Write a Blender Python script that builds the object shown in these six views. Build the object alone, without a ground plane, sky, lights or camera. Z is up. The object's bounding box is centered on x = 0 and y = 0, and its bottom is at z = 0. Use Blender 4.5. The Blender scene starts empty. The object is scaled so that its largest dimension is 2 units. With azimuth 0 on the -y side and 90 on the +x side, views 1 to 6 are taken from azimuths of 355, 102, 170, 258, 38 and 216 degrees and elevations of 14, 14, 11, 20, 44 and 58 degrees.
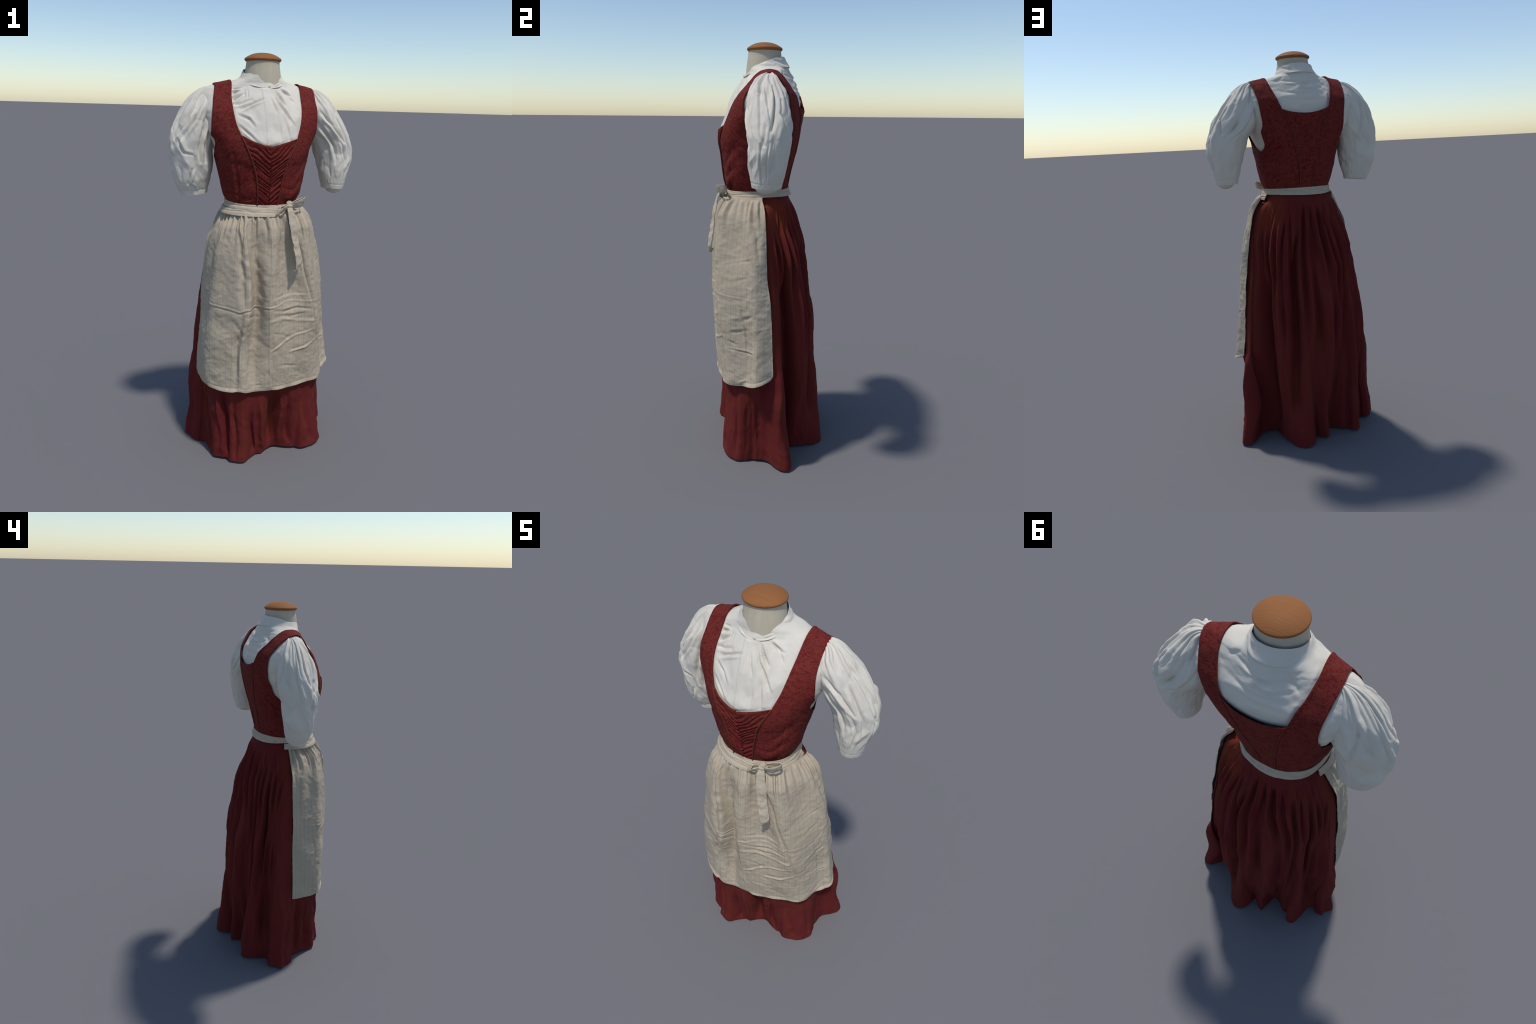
# A dressmaker's form wearing a puff-sleeved blouse, laced-front bodice, full skirt and apron.
# Built in a frame turned 12 degrees about z (x = wearer's left, -y = front), then rotated into place.
import bpy, math
import numpy as np

TURN = math.radians(12.0)
CT, ST = math.cos(TURN), math.sin(TURN)

# ------------------------------------------------------------------ numeric helpers
def pchip(xs, ys, x):
    xs = np.asarray(xs, float); ys = np.asarray(ys, float)
    x = np.clip(np.asarray(x, float), xs[0], xs[-1])
    h = np.diff(xs)
    d = (np.diff(ys, axis=0).T / h).T
    m = np.zeros_like(ys)
    m[0] = d[0]; m[-1] = d[-1]
    for i in range(1, len(xs) - 1):
        w1 = 2 * h[i] + h[i - 1]; w2 = h[i] + 2 * h[i - 1]
        a, b = d[i - 1], d[i]
        ok = (a * b) > 0
        with np.errstate(divide='ignore', invalid='ignore'):
            v = (w1 + w2) / (w1 / a + w2 / b)
        m[i] = np.where(ok, v, 0.0)
    k = np.clip(np.searchsorted(xs, x) - 1, 0, len(xs) - 2)
    t = (x - xs[k]) / h[k]; hk = h[k]
    if ys.ndim > 1:
        t = t[..., None]; hk = hk[..., None]
    return (ys[k] * (2*t**3 - 3*t**2 + 1) + m[k] * hk * (t**3 - 2*t**2 + t)
            + ys[k+1] * (-2*t**3 + 3*t**2) + m[k+1] * hk * (t**3 - t**2))

def catmull(P, t, closed=False):
    P = np.asarray(P, float); n = len(P)
    i = np.floor(t).astype(int)
    if not closed:
        i = np.clip(i, 0, n - 2)
    f = (t - i)[:, None]
    g = (lambda j: P[j % n]) if closed else (lambda j: P[np.clip(j, 0, n - 1)])
    a, b, c, d = g(i - 1), g(i), g(i + 1), g(i + 2)
    return 0.5 * (2*b + (c - a)*f + (2*a - 5*b + 4*c - d)*f**2 + (3*b - a - 3*c + d)*f**3)

def sstep(a, b, x):
    t = np.clip((x - a) / (b - a), 0, 1)
    return t * t * (3 - 2 * t)

def hash3(i, j, k, seed):
    h = (i.astype(np.int64) * 374761393 + j.astype(np.int64) * 668265263
         + k.astype(np.int64) * 2147483647 + seed * 974634777) & 0xffffffff
    h = ((h ^ (h >> 13)) * 1274126177) & 0xffffffff
    h = ((h ^ (h >> 16)) * 2246822519) & 0xffffffff
    return ((h ^ (h >> 15)) & 0xffffff) / float(0xffffff)

def vnoise(x, y, z, seed=0):
    xi, yi, zi = np.floor(x), np.floor(y), np.floor(z)
    fx, fy, fz = x - xi, y - yi, z - zi
    q = lambda f: f*f*f*(f*(f*6 - 15) + 10)
    u, v, w = q(fx), q(fy), q(fz)
    r = 0
    for a in (0, 1):
        for b in (0, 1):
            for c in (0, 1):
                r = r + hash3(xi + a, yi + b, zi + c, seed) * (u if a else 1 - u) * (v if b else 1 - v) * (w if c else 1 - w)
    return 2 * r - 1

def fbm(x, y, z, seed=0, octaves=3):
    s, a, f = 0, 1.0, 1.0
    for o in range(octaves):
        s = s + a * vnoise(x * f, y * f, z * f, seed + o * 17)
        a *= 0.5; f *= 2.03
    return s

def crumple(x, y, z, seed=0, octaves=3):
    """creased-cloth relief: sharp ridges between soft facets, about -1..1"""
    s, a, f = 0, 1.0, 1.0
    for o in range(octaves):
        s = s + a * (1 - 2.6 * np.abs(vnoise(x * f, y * f, z * f, seed + 31 * o)))
        a *= 0.5; f *= 1.9
    return s * 0.6

def facet(u, v, seed=0, octaves=2):
    """crumpled-sheet relief: random heights on a triangular lattice joined by flat facets"""
    s, a, f = 0, 1.0, 1.0
    for o in range(octaves):
        x = u * f + 0.35 * vnoise(u * f * .7, v * f * .7, 0 * u + 3.3, seed + 5 + o); y = v * f + 0.35 * vnoise(u * f * .7, v * f * .7, 0 * u + 9.1, seed + 6 + o)
        k = (x + y) * 0.36602540378
        i, j = np.floor(x + k), np.floor(y + k)
        fx, fy = x + k - i, y + k - j
        h = lambda di, dj: 2 * hash3(i + di, j + dj, 0 * i + o, seed) - 1
        upper = fx > fy
        s = s + a * np.where(upper, h(0, 0) * (1 - fx) + h(1, 0) * (fx - fy) + h(1, 1) * fy,
                             h(0, 0) * (1 - fy) + h(0, 1) * (fy - fx) + h(1, 1) * fx)
        a *= 0.45; f *= 2.1
    return s

def seg_dist(U, V, path):
    """distance to a polyline in a plane, with signed side and the run along it (0..1)"""
    path = np.asarray(path, float)
    best = np.full(np.shape(U), 1e9); side = np.zeros(np.shape(U)); run = np.zeros(np.shape(U))
    L = np.hypot(*np.diff(path, axis=0).T); tot = L.sum(); acc = 0
    for k in range(len(path) - 1):
        a, b = path[k], path[k + 1]; d = b - a
        t = np.clip(((U - a[0]) * d[0] + (V - a[1]) * d[1]) / (d @ d), 0, 1)
        dx, dy = U - a[0] - t * d[0], V - a[1] - t * d[1]
        D = np.hypot(dx, dy); m = D < best
        best = np.where(m, D, best)
        side = np.where(m, np.sign(d[0] * dy - d[1] * dx), side)
        run = np.where(m, (acc + t * L[k]) / tot, run); acc += L[k]
    return best, side, run

def fold(U, V, path, width, depth, shoulder=0.0, taper=0.5):
    """a valley (depth<0) or ridge (depth>0) along a path, fading out at the ends"""
    D, side, run = seg_dist(U, V, path)
    fade = np.clip(np.sin(np.pi * np.clip(run * 0.96 + 0.02, 0, 1)), 0, 1) ** taper
    r = depth * np.exp(-(D / width) ** 2)
    if shoulder:
        s = D * side
        r = r - depth * shoulder * np.exp(-((s - 1.6 * width) / (1.3 * width)) ** 2)
    return r * fade

def poly_sdf(U, V, poly):
    poly = np.asarray(poly, float); n = len(poly)
    D = np.full(np.shape(U), 1e9); inside = np.zeros(np.shape(U), bool)
    for k in range(n):
        a, b = poly[k], poly[(k + 1) % n]; d = b - a
        t = np.clip(((U - a[0]) * d[0] + (V - a[1]) * d[1]) / (d @ d), 0, 1)
        D = np.minimum(D, np.hypot(U - a[0] - t * d[0], V - a[1] - t * d[1]))
        c = ((a[1] > V) != (b[1] > V))
        with np.errstate(divide='ignore', invalid='ignore'):
            xi = a[0] + (V - a[1]) * d[0] / d[1]
        inside ^= c & (U < xi)
    return np.where(inside, -D, D)

def smooth_poly(pts, per=8):
    return catmull(pts, np.arange(0, (len(pts) - 1) * per + 1) / per)

# ------------------------------------------------------------------ mesh helpers
def grid_faces(nr, nc, closed):
    c = np.arange(nc if closed else nc - 1)
    r = np.arange(nr - 1)[:, None]
    a = r * nc + c; b = r * nc + (c + 1) % nc
    return np.stack([a, b, b + nc, a + nc], -1).reshape(-1, 4)

def grid_normals(P, closed):
    if closed:
        du = np.roll(P, -1, 1) - np.roll(P, 1, 1)
    else:
        du = np.gradient(P, axis=1)
    dv = np.gradient(P, axis=0)
    n = np.cross(du, dv)
    return n / np.maximum(np.linalg.norm(n, axis=-1, keepdims=True), 1e-12)

def vert_normals(V, F):
    n = np.zeros_like(V)
    t = F[:, :3]
    fn = np.cross(V[t[:, 1]] - V[t[:, 0]], V[t[:, 2]] - V[t[:, 0]])
    for k in range(F.shape[1]):
        np.add.at(n, F[:, k], fn)
    return n / np.maximum(np.linalg.norm(n, axis=-1, keepdims=True), 1e-12)

def shell(V, F, thick):
    """give a sheet real thickness: inner copy plus rim"""
    N = vert_normals(V, F); n = len(V)
    W = V - N * np.reshape(thick, (-1, 1))
    k = F.shape[1]
    E = np.concatenate([np.stack([F[:, i], F[:, (i + 1) % k]], -1) for i in range(k)])
    key = E[:, 0].astype(np.int64) * (n + 1) + E[:, 1]
    rev = E[:, 1].astype(np.int64) * (n + 1) + E[:, 0]
    rim = E[~np.isin(key, rev)]
    R = np.stack([rim[:, 1], rim[:, 0], rim[:, 0] + n, rim[:, 1] + n], -1)
    faces = [F, F[:, ::-1] + n]
    return np.concatenate([V, W]), faces + [R]

def clip_tris(V, T, f, extra=None):
    """keep the part of a triangle sheet where f > 0, cut exactly along f = 0"""
    V = list(V); f = f.copy()
    keep = []; cache = {}; newv = []; base = len(V)
    pos = f > 0
    cnt = pos[T].sum(1)
    keep = [T[cnt == 3]]
    add = []
    Va = np.asarray(V)
    def mid(a, b):
        k = (a, b) if a < b else (b, a)
        if k not in cache:
            t = f[a] / (f[a] - f[b])
            newv.append(Va[a] + t * (Va[b] - Va[a])); cache[k] = base + len(newv) - 1
        return cache[k]
    for tri in T[(cnt == 1) | (cnt == 2)]:
        tri = [int(q) for q in tri]
        p = [pos[q] for q in tri]
        if sum(p) == 1:
            i = p.index(True); a, b, c = tri[i], tri[(i + 1) % 3], tri[(i + 2) % 3]
            add.append((a, mid(a, b), mid(a, c)))
        else:
            i = p.index(False); a, b, c = tri[i], tri[(i + 1) % 3], tri[(i + 2) % 3]
            m1, m2 = mid(a, b), mid(a, c)
            add.append((m1, b, c)); add.append((m1, c, m2))
    if add:
        keep.append(np.array(add))
    Va = np.concatenate([Va, np.array(newv).reshape(-1, Va.shape[1])])
    T = np.concatenate(keep)
    used = np.unique(T); remap = -np.ones(len(Va), int); remap[used] = np.arange(len(used))
    return Va[used], remap[T]

def world(V):
    V = np.asarray(V, float)
    return np.stack([V[..., 0] * CT - V[..., 1] * ST, V[..., 0] * ST + V[..., 1] * CT, V[..., 2]], -1)

def local(V):
    V = np.asarray(V, float)
    return np.stack([V[..., 0] * CT + V[..., 1] * ST, -V[..., 0] * ST + V[..., 1] * CT], -1)

def make(name, V, faces, mat, parent, smooth=True):
    V = world(V)
    if isinstance(faces, np.ndarray):
        faces = [faces]
    me = bpy.data.meshes.new(name)
    loops = np.concatenate([f.ravel() for f in faces]).astype(np.int32)
    sizes = np.concatenate([np.full(len(f), f.shape[1]) for f in faces]).astype(np.int32)
    starts = np.concatenate([[0], np.cumsum(sizes)[:-1]]).astype(np.int32)
    me.vertices.add(len(V)); me.vertices.foreach_set('co', V.astype(np.float32).ravel())
    me.loops.add(len(loops)); me.loops.foreach_set('vertex_index', loops)
    me.polygons.add(len(sizes))
    me.polygons.foreach_set('loop_start', starts)
    me.update(calc_edges=True); me.validate()
    me.polygons.foreach_set('use_smooth', np.full(len(me.polygons), smooth))
    if smooth:
        me.set_sharp_from_angle(angle=math.radians(62))
    me.materials.append(mat)
    ob = bpy.data.objects.new(name, me)
    bpy.context.scene.collection.objects.link(ob)
    ob.parent = parent
    return ob

def tube(name, path, radius, mat, parent, sides=10, per=6, flat=None):
    P = catmull(path, np.linspace(0, len(path) - 1, (len(path) - 1) * per + 1))
    T = np.gradient(P, axis=0); T /= np.linalg.norm(T, axis=1, keepdims=True)
    up = np.array([0, -1.0, 0.001]) if flat is None else np.asarray(flat, float)
    S = np.cross(T, up); S /= np.linalg.norm(S, axis=1, keepdims=True)
    B = np.cross(S, T)
    a = np.linspace(0, 2 * np.pi, sides, endpoint=False)
    r = radius * np.minimum(1, 0.3 + np.minimum(np.arange(len(P)), np.arange(len(P))[::-1]) * 0.5)[:, None, None]
    G = P[:, None] + r * (np.cos(a)[None, :, None] * S[:, None] + np.sin(a)[None, :, None] * B[:, None])
    F = grid_faces(len(P), sides, True)
    V = np.concatenate([G.reshape(-1, 3), P[:1], P[-1:]])
    n = len(P) * sides
    i = np.arange(sides); j = (i + 1) % sides
    caps = np.concatenate([np.stack([j, i, np.full(sides, n)], -1),
                           np.stack([i + n - sides, j + n - sides, np.full(sides, n + 1)], -1)])
    return make(name, V, [F, caps], mat, parent)

def ribbon(name, centre, across, mat, parent, thick=0.0035, nu=14, per=12, cup=0.0, seed=1, crease=0.002):
    """a strip of cloth: centre line, half-width vectors, a little cupping and creasing"""
    n = (len(centre) - 1) * per + 1
    t = np.linspace(0, len(centre) - 1, n)
    C = catmull(centre, t); A = catmull(across, t)
    T = np.gradient(C, axis=0); N = np.cross(A, T); N /= np.linalg.norm(N, axis=1, keepdims=True)
    s = np.linspace(-1, 1, nu)
    G = C[:, None] + s[None, :, None] * A[:, None] + (cup * (s ** 2))[None, :, None] * N[:, None]
    rel = crease * fbm(G[..., 0] * 45, G[..., 1] * 45, G[..., 2] * 45, seed)
    G = G + rel[..., None] * N[:, None]
    V, F = shell(G.reshape(-1, 3), grid_faces(n, nu, False), thick)
    return make(name, V, F, mat, parent)

# ------------------------------------------------------------------ materials
def new_mat(name, rough=0.85, sheen=0.0):
    m = bpy.data.materials.new(name); m.use_nodes = True
    nt = m.node_tree; b = nt.nodes['Principled BSDF']
    b.inputs['Roughness'].default_value = rough
    b.inputs['Specular IOR Level'].default_value = 0.12
    if sheen:
        b.inputs['Sheen Weight'].default_value = sheen
        b.inputs['Sheen Roughness'].default_value = 0.5
    return m, nt, b

class Nodes:
    def __init__(s, nt):
        s.nt = nt
        tc = nt.nodes.new('ShaderNodeTexCoord')
        mp = nt.nodes.new('ShaderNodeMapping'); mp.vector_type = 'POINT'
        mp.inputs['Rotation'].default_value = (0, 0, -TURN)
        nt.links.new(tc.outputs['Object'], mp.inputs['Vector'])
        s.co = mp.outputs['Vector']
        sep = nt.nodes.new('ShaderNodeSeparateXYZ'); nt.links.new(s.co, sep.inputs[0])
        s.x, s.y, s.z = sep.outputs
    def val(s, sock, v):
        if isinstance(v, (int, float)): sock.default_value = v
        elif isinstance(v, tuple): sock.default_value = v
        else: s.nt.links.new(v, sock)
    def math(s, op, a, b=0.0, c=None):
        n = s.nt.nodes.new('ShaderNodeMath'); n.operation = op
        s.val(n.inputs[0], a); s.val(n.inputs[1], b)
        if c is not None: s.val(n.inputs[2], c)
        return n.outputs[0]
    def vec(s, x, y, z):
        n = s.nt.nodes.new('ShaderNodeCombineXYZ')
        for k, v in enumerate((x, y, z)): s.val(n.inputs[k], v)
        return n.outputs[0]
    def scale(s, v, k):
        n = s.nt.nodes.new('ShaderNodeVectorMath'); n.operation = 'MULTIPLY'
        s.nt.links.new(v, n.inputs[0]); n.inputs[1].default_value = k
        return n.outputs[0]
    def noise(s, v, scale, detail=3.0, rough=0.5, dist=0.0):
        n = s.nt.nodes.new('ShaderNodeTexNoise')
        s.nt.links.new(v, n.inputs['Vector'])
        n.inputs['Scale'].default_value = scale; n.inputs['Detail'].default_value = detail
        n.inputs['Roughness'].default_value = rough; n.inputs['Distortion'].default_value = dist
        return n.outputs['Fac']
    def ramp(s, f, stops):
        n = s.nt.nodes.new('ShaderNodeValToRGB')
        s.nt.links.new(f, n.inputs[0])
        cr = n.color_ramp
        while len(cr.elements) < len(stops): cr.elements.new(0.5)
        for e, (p, c) in zip(cr.elements, stops):
            e.position = p; e.color = (*c, 1) if len(c) == 3 else c
        return n.outputs[0]
    def mix(s, f, a, b):
        n = s.nt.nodes.new('ShaderNodeMix'); n.data_type = 'RGBA'
        s.val(n.inputs['Factor'], f)
        for k, v in (('A', a), ('B', b)):
            sock = [i for i in n.inputs if i.name == k and i.type == 'RGBA'][0]
            s.val(sock, (*v, 1) if isinstance(v, tuple) else v)
        return [o for o in n.outputs if o.type == 'RGBA'][0]
    def bump(s, h, strength, dist, b):
        n = s.nt.nodes.new('ShaderNodeBump')
        n.inputs['Strength'].default_value = strength; n.inputs['Distance'].default_value = dist
        s.nt.links.new(h, n.inputs['Height']); s.nt.links.new(n.outputs[0], b.inputs['Normal'])

def step_ramp(N, f, lo, hi):
    n = N.nt.nodes.new('ShaderNodeMapRange'); n.interpolation_type = 'SMOOTHSTEP'
    N.nt.links.new(f, n.inputs[0]); n.inputs[1].default_value = lo; n.inputs[2].default_value = hi
    return n.outputs[0]

def mat_linen():
    m, nt, b = new_mat('white_cotton', 0.9); N = Nodes(nt)
    f = N.noise(N.co, 9, 3)
    col = N.ramp(f, [(0.3, (0.605, 0.56, 0.48)), (0.7, (0.665, 0.62, 0.54))])
    nt.links.new(col, b.inputs['Base Color'])
    N.bump(N.noise(N.co, 220, 3), 0.25, 0.001, b)
    return m

def mat_red_weave():
    """brocade: small staggered dashes of brown on crimson"""
    m, nt, b = new_mat('crimson_brocade', 0.85); N = Nodes(nt)
    v = N.math('SUBTRACT', N.z, N.math('MULTIPLY', N.math('ABSOLUTE', N.y), 0.75))
    wob = N.math('MULTIPLY', N.math('SUBTRACT', N.noise(N.co, 60, 2), 0.5), 0.006)
    u = N.math('ADD', N.x, wob)
    a = N.math('SINE', N.math('MULTIPLY', N.math('ADD', u, v), 420.0))
    c = N.math('SINE', N.math('MULTIPLY', N.math('SUBTRACT', u, v), 420.0))
    diamond = step_ramp(N, N.math('MULTIPLY', a, c), -0.25, 0.35)
    grain = N.noise(N.co, 230, 2)
    vo = nt.nodes.new('ShaderNodeTexVoronoi'); vo.inputs['Scale'].default_value = 1.0
    nt.links.new(N.vec(N.math('MULTIPLY', u, 120.0), N.math('MULTIPLY', v, 150.0), N.math('MULTIPLY', N.y, 30.0)), vo.inputs['Vector'])
    tone = nt.nodes.new('ShaderNodeSeparateColor'); nt.links.new(vo.outputs['Color'], tone.inputs[0])
    base = N.ramp(tone.outputs[0], [(0.05, (0.100, 0.008, 0.009)), (0.4, (0.135, 0.014, 0.0135)), (0.9, (0.160, 0.021, 0.017))])
    mask = N.math('MULTIPLY', diamond, step_ramp(N, tone.outputs[1], 0.15, 0.75))
    col = N.mix(N.math('MULTIPLY', mask, 0.65), base, (0.135, 0.040, 0.022))
    col = N.mix(N.math('MULTIPLY', step_ramp(N, grain, 0.5, 0.75), 0.35), col, (0.07, 0.010, 0.010))
    nt.links.new(col, b.inputs['Base Color'])
    N.bump(N.math('ADD', N.math('MULTIPLY', diamond, 0.6), grain), 0.35, 0.0015, b)
    return m

def mat_red_trim():
    m, nt, b = new_mat('dark_red_piping', 0.8); N = Nodes(nt)
    col = N.ramp(N.noise(N.co, 120, 2), [(0.3, (0.105, 0.026, 0.016)), (0.7, (0.14, 0.034, 0.021))])
    nt.links.new(col, b.inputs['Base Color'])
    return m

def mat_skirt():
    """two-tone wool: wine and rust threads drifting along the drop of the cloth"""
    m, nt, b = new_mat('wine_red_wool', 0.9); N = Nodes(nt)
    long = N.scale(N.co, (1, 1, 0.16))
    f = N.noise(long, 16, 4, 0.55, 0.3)
    g = N.noise(N.scale(N.co, (1, 1, 0.05)), 150, 2)
    h = N.noise(N.scale(N.co, (1, 1, 6)), 40, 2)
    c1 = N.ramp(f, [(0.3, (0.113, 0.0130, 0.0165)), (0.5, (0.130, 0.0180, 0.0160)), (0.72, (0.128, 0.0245, 0.0135))])  # blue raised slightly in these tones to match skylight on the shaded folds
    col = N.mix(N.math('MULTIPLY', g, 0.35), c1, (0.085, 0.012, 0.011))
    # rust tint patch high on the left hip
    dx = N.math('SUBTRACT', N.x, 0.16); dy = N.math('SUBTRACT', N.y, 0.03); dz = N.math('MULTIPLY', N.math('SUBTRACT', N.z, 1.2), 0.8)
    r = N.math('SQRT', N.math('ADD', N.math('ADD', N.math('MULTIPLY', dx, dx), N.math('MULTIPLY', dy, dy)), N.math('MULTIPLY', dz, dz)))
    patch = N.math('SUBTRACT', 1.0, step_ramp(N, r, 0.03, 0.13))
    col = N.mix(N.math('MULTIPLY', patch, 0.55), col, (0.19, 0.035, 0.014))
    nt.links.new(col, b.inputs['Base Color'])
    N.bump(N.math('ADD', g, N.math('MULTIPLY', h, 0.5)), 0.3, 0.0012, b)
    return m

def mat_apron():
    """unbleached linen with fine paired brown stripes down its length"""
    m, nt, b = new_mat('striped_linen', 0.9); N = Nodes(nt)
    ang = N.math('ARCTAN2', N.math('ADD', N.x, 0.01), N.math('SUBTRACT', -0.0, N.math('ADD', N.y, 0.03)))
    w = N.math('MULTIPLY', N.math('SUBTRACT', N.noise(N.co, 6, 2), 0.5), 0.03)
    t = N.math('MULTIPLY', N.math('ADD', ang, w), 11.5)
    fr = N.math('FRACT', N.math('ADD', t, 40.0))
    tri = N.math('ABSOLUTE', N.math('SUBTRACT', fr, 0.5))
    wide = N.math('SUBTRACT', 1.0, step_ramp(N, tri, 0.02, 0.10))
    fr2 = N.math('FRACT', N.math('ADD', N.math('MULTIPLY', t, 2.0), 80.3))
    thin = N.math('SUBTRACT', 1.0, step_ramp(N, N.math('ABSOLUTE', N.math('SUBTRACT', fr2, 0.5)), 0.03, 0.12))
    s = N.math('ADD', N.math('MULTIPLY', wide, 0.4), N.math('MULTIPLY', thin, 0.22))
    slub = N.noise(N.scale(N.co, (1, 1, 0.05)), 120, 3)
    base = N.ramp(N.noise(N.co, 8, 3), [(0.3, (0.425, 0.355, 0.262)), (0.7, (0.475, 0.40, 0.305))])
    col = N.mix(s, base, (0.34, 0.262, 0.182))
    col = N.mix(N.math('MULTIPLY', slub, 0.2), col, (0.40, 0.345, 0.265))
    nt.links.new(col, b.inputs['Base Color'])
    N.bump(N.math('ADD', slub, N.noise(N.co, 260, 2)), 0.25, 0.001, b)
    return m

def mat_tie():
    m, nt, b = new_mat('plain_linen', 0.9); N = Nodes(nt)
    col = N.ramp(N.noise(N.co, 30, 3), [(0.3, (0.425, 0.355, 0.265)), (0.7, (0.48, 0.41, 0.315))])
    nt.links.new(col, b.inputs['Base Color'])
    N.bump(N.noise(N.co, 200, 3), 0.3, 0.001, b)
    return m

def mat_form():
    m, nt, b = new_mat('grey_jersey', 0.9); N = Nodes(nt)
    col = N.ramp(N.noise(N.scale(N.co, (1, 1, 0.3)), 40, 3), [(0.3, (0.48, 0.42, 0.315)), (0.7, (0.53, 0.47, 0.36))])
    nt.links.new(col, b.inputs['Base Color'])
    N.bump(N.noise(N.co, 300, 2), 0.2, 0.001, b)
    return m

def mat_wood():
    m, nt, b = new_mat('varnished_wood', 0.68); N = Nodes(nt)
    b.inputs['Coat Weight'].default_value = 0.0; b.inputs['Coat Roughness'].default_value = 0.2
    n = nt.nodes.new('ShaderNodeTexWave'); n.wave_type = 'BANDS'; n.bands_direction = 'Y'
    nt.links.new(N.scale(N.co, (0.35, 1, 1)), n.inputs['Vector'])
    n.inputs['Scale'].default_value = 42; n.inputs['Distortion'].default_value = 5; n.inputs['Detail'].default_value = 3
    n.inputs['Detail Scale'].default_value = 1.2
    col = N.ramp(n.outputs['Fac'], [(0.0, (0.275, 0.110, 0.038)), (0.6, (0.30, 0.124, 0.044)), (1.0, (0.32, 0.134, 0.049))])
    col = N.mix(N.math('MULTIPLY', N.noise(N.scale(N.co, (.4, 1.6, 1)), 30, 4), 0.55), col, (0.20, 0.078, 0.026))
    nt.links.new(col, b.inputs['Base Color'])
    return m

def mat_plain(name, c, rough=0.5, metal=0.0):
    m, nt, b = new_mat(name, rough); N = Nodes(nt)
    k = tuple(min(1, v * 1.12) for v in c)
    nt.links.new(N.ramp(N.noise(N.co, 150, 2), [(0.3, c), (0.7, k)]), b.inputs['Base Color'])
    b.inputs['Metallic'].default_value = metal
    return m

WHITE, RED, TRIM, WOOL, LINEN, TIE, JERSEY, WOOD = (mat_linen(), mat_red_weave(), mat_red_trim(), mat_skirt(),
                                                    mat_apron(), mat_tie(), mat_form(), mat_wood())
BRASS = mat_plain('old_brass', (0.42, 0.30, 0.10), 0.4, 0.6)
PEARL = mat_plain('pearl_button', (0.55, 0.52, 0.45), 0.35)

root = bpy.data.objects.new('dressed_mannequin', None)
bpy.context.scene.collection.objects.link(root)
root['label'] = 'dress form in white blouse, red bodice and skirt, linen apron'
root['category'] = 'folk costume'

# ------------------------------------------------------------------ torso surface (blouse body)
XC = -0.024
# z, front y, back y, centre y, half width, section exponent, twist (deg), puff of the cloth in front and behind
TORSO = np.array([
    (1.24, -.190, .080, -.060, .160, 2.2, -4, 0, 0),
    (1.31, -.199, .086, -.060, .164, 2.2, -4, 0, 0),
    (1.36, -.212, .094, -.058, .184, 2.2, -4, 0, 0),
    (1.42, -.220, .108, -.055, .197, 2.2, -4, 0, 0),
    (1.48, -.227, .124, -.050, .208, 2.2, -4, 0, 0),
    (1.55, -.236, .139, -.045, .223, 2.2, -4, .002, 0),
    (1.60, -.228, .145, -.038, .241, 2.2, -4, .007, .001),
    (1.65, -.206, .147, -.028, .266, 2.2, -4, .010, .003),
    (1.70, -.184, .146, -.018, .280, 2.2, -4, .018, .005),
    (1.75, -.152, .137, -.008, .296, 2.1, -4, .032, .008),
    (1.80, -.113, .105,  .000, .298, 1.75, -3, .043, .026),
    (1.83, -.096, .088,  .004, .280, 1.6, -2, .037, .030),
    (1.848, -.090, .081, .004, .244, 1.5, -1, .031, .028),
    (1.860, -.092, .081, .002, .188, 1.6, 0, .022, .021),
    (1.872, -.099, .087, -.004, .140, 1.8, 0, .011, .009),
    (1.885, -.106, .088, -.008, .108, 2.0, 0, 0, 0),
    (1.905, -.102, .078, -.012, .092, 2.0, 0, 0, 0)])

def torso(phi, z):
    q = pchip(TORSO[:, 0], TORSO[:, 1:], z)
    yf, yb, yc, a, n, tw, pf, pb = np.moveaxis(q, -1, 0)
    s, c = np.sin(phi), np.cos(phi)
    nb = np.interp(z, [1.48, 1.55, 1.60, 1.65, 1.70, 1.75, 1.80, 1.83, 1.848], [2.2, 2.6, 2.9, 3.0, 2.9, 2.8, 2.4, 1.9, 1.5])
    n = np.where(c < 0, np.maximum(n, nb), n)
    X = a * np.sign(s) * np.abs(s) ** (2 / n)
    Y = np.where(c > 0, -(yc - yf), (yb - yc)) * np.abs(c) ** (2 / n)
    Y = Y + np.where(c > 0, -pf, pb) * np.exp(-(X / .085) ** 2) * np.abs(c) ** .5
    tw = np.radians(tw)
    return np.stack([XC + X * np.cos(tw) - Y * np.sin(tw), yc + X * np.sin(tw) + Y * np.cos(tw), z], -1)

NP = 540
def even_phi(n):
    # denser near the sides so that the flattened shoulder sections keep even cells
    p = np.linspace(-np.pi, np.pi, n, endpoint=False)
    return p
zs = np.concatenate([np.linspace(1.24, 1.78, 170), np.linspace(1.783, 1.905, 90)])
PH, ZZ = np.meshgrid(even_phi(NP), zs)
BODY = torso(PH, ZZ)
BODY_N = grid_normals(BODY, True)

def front_px(X, Y):
    """front-view sketch coordinates to (x, z) on the chest"""
    return (-0.035 + (X - 862) * 0.00063, 1.579 + (805 - Y) * 0.000587)

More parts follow.
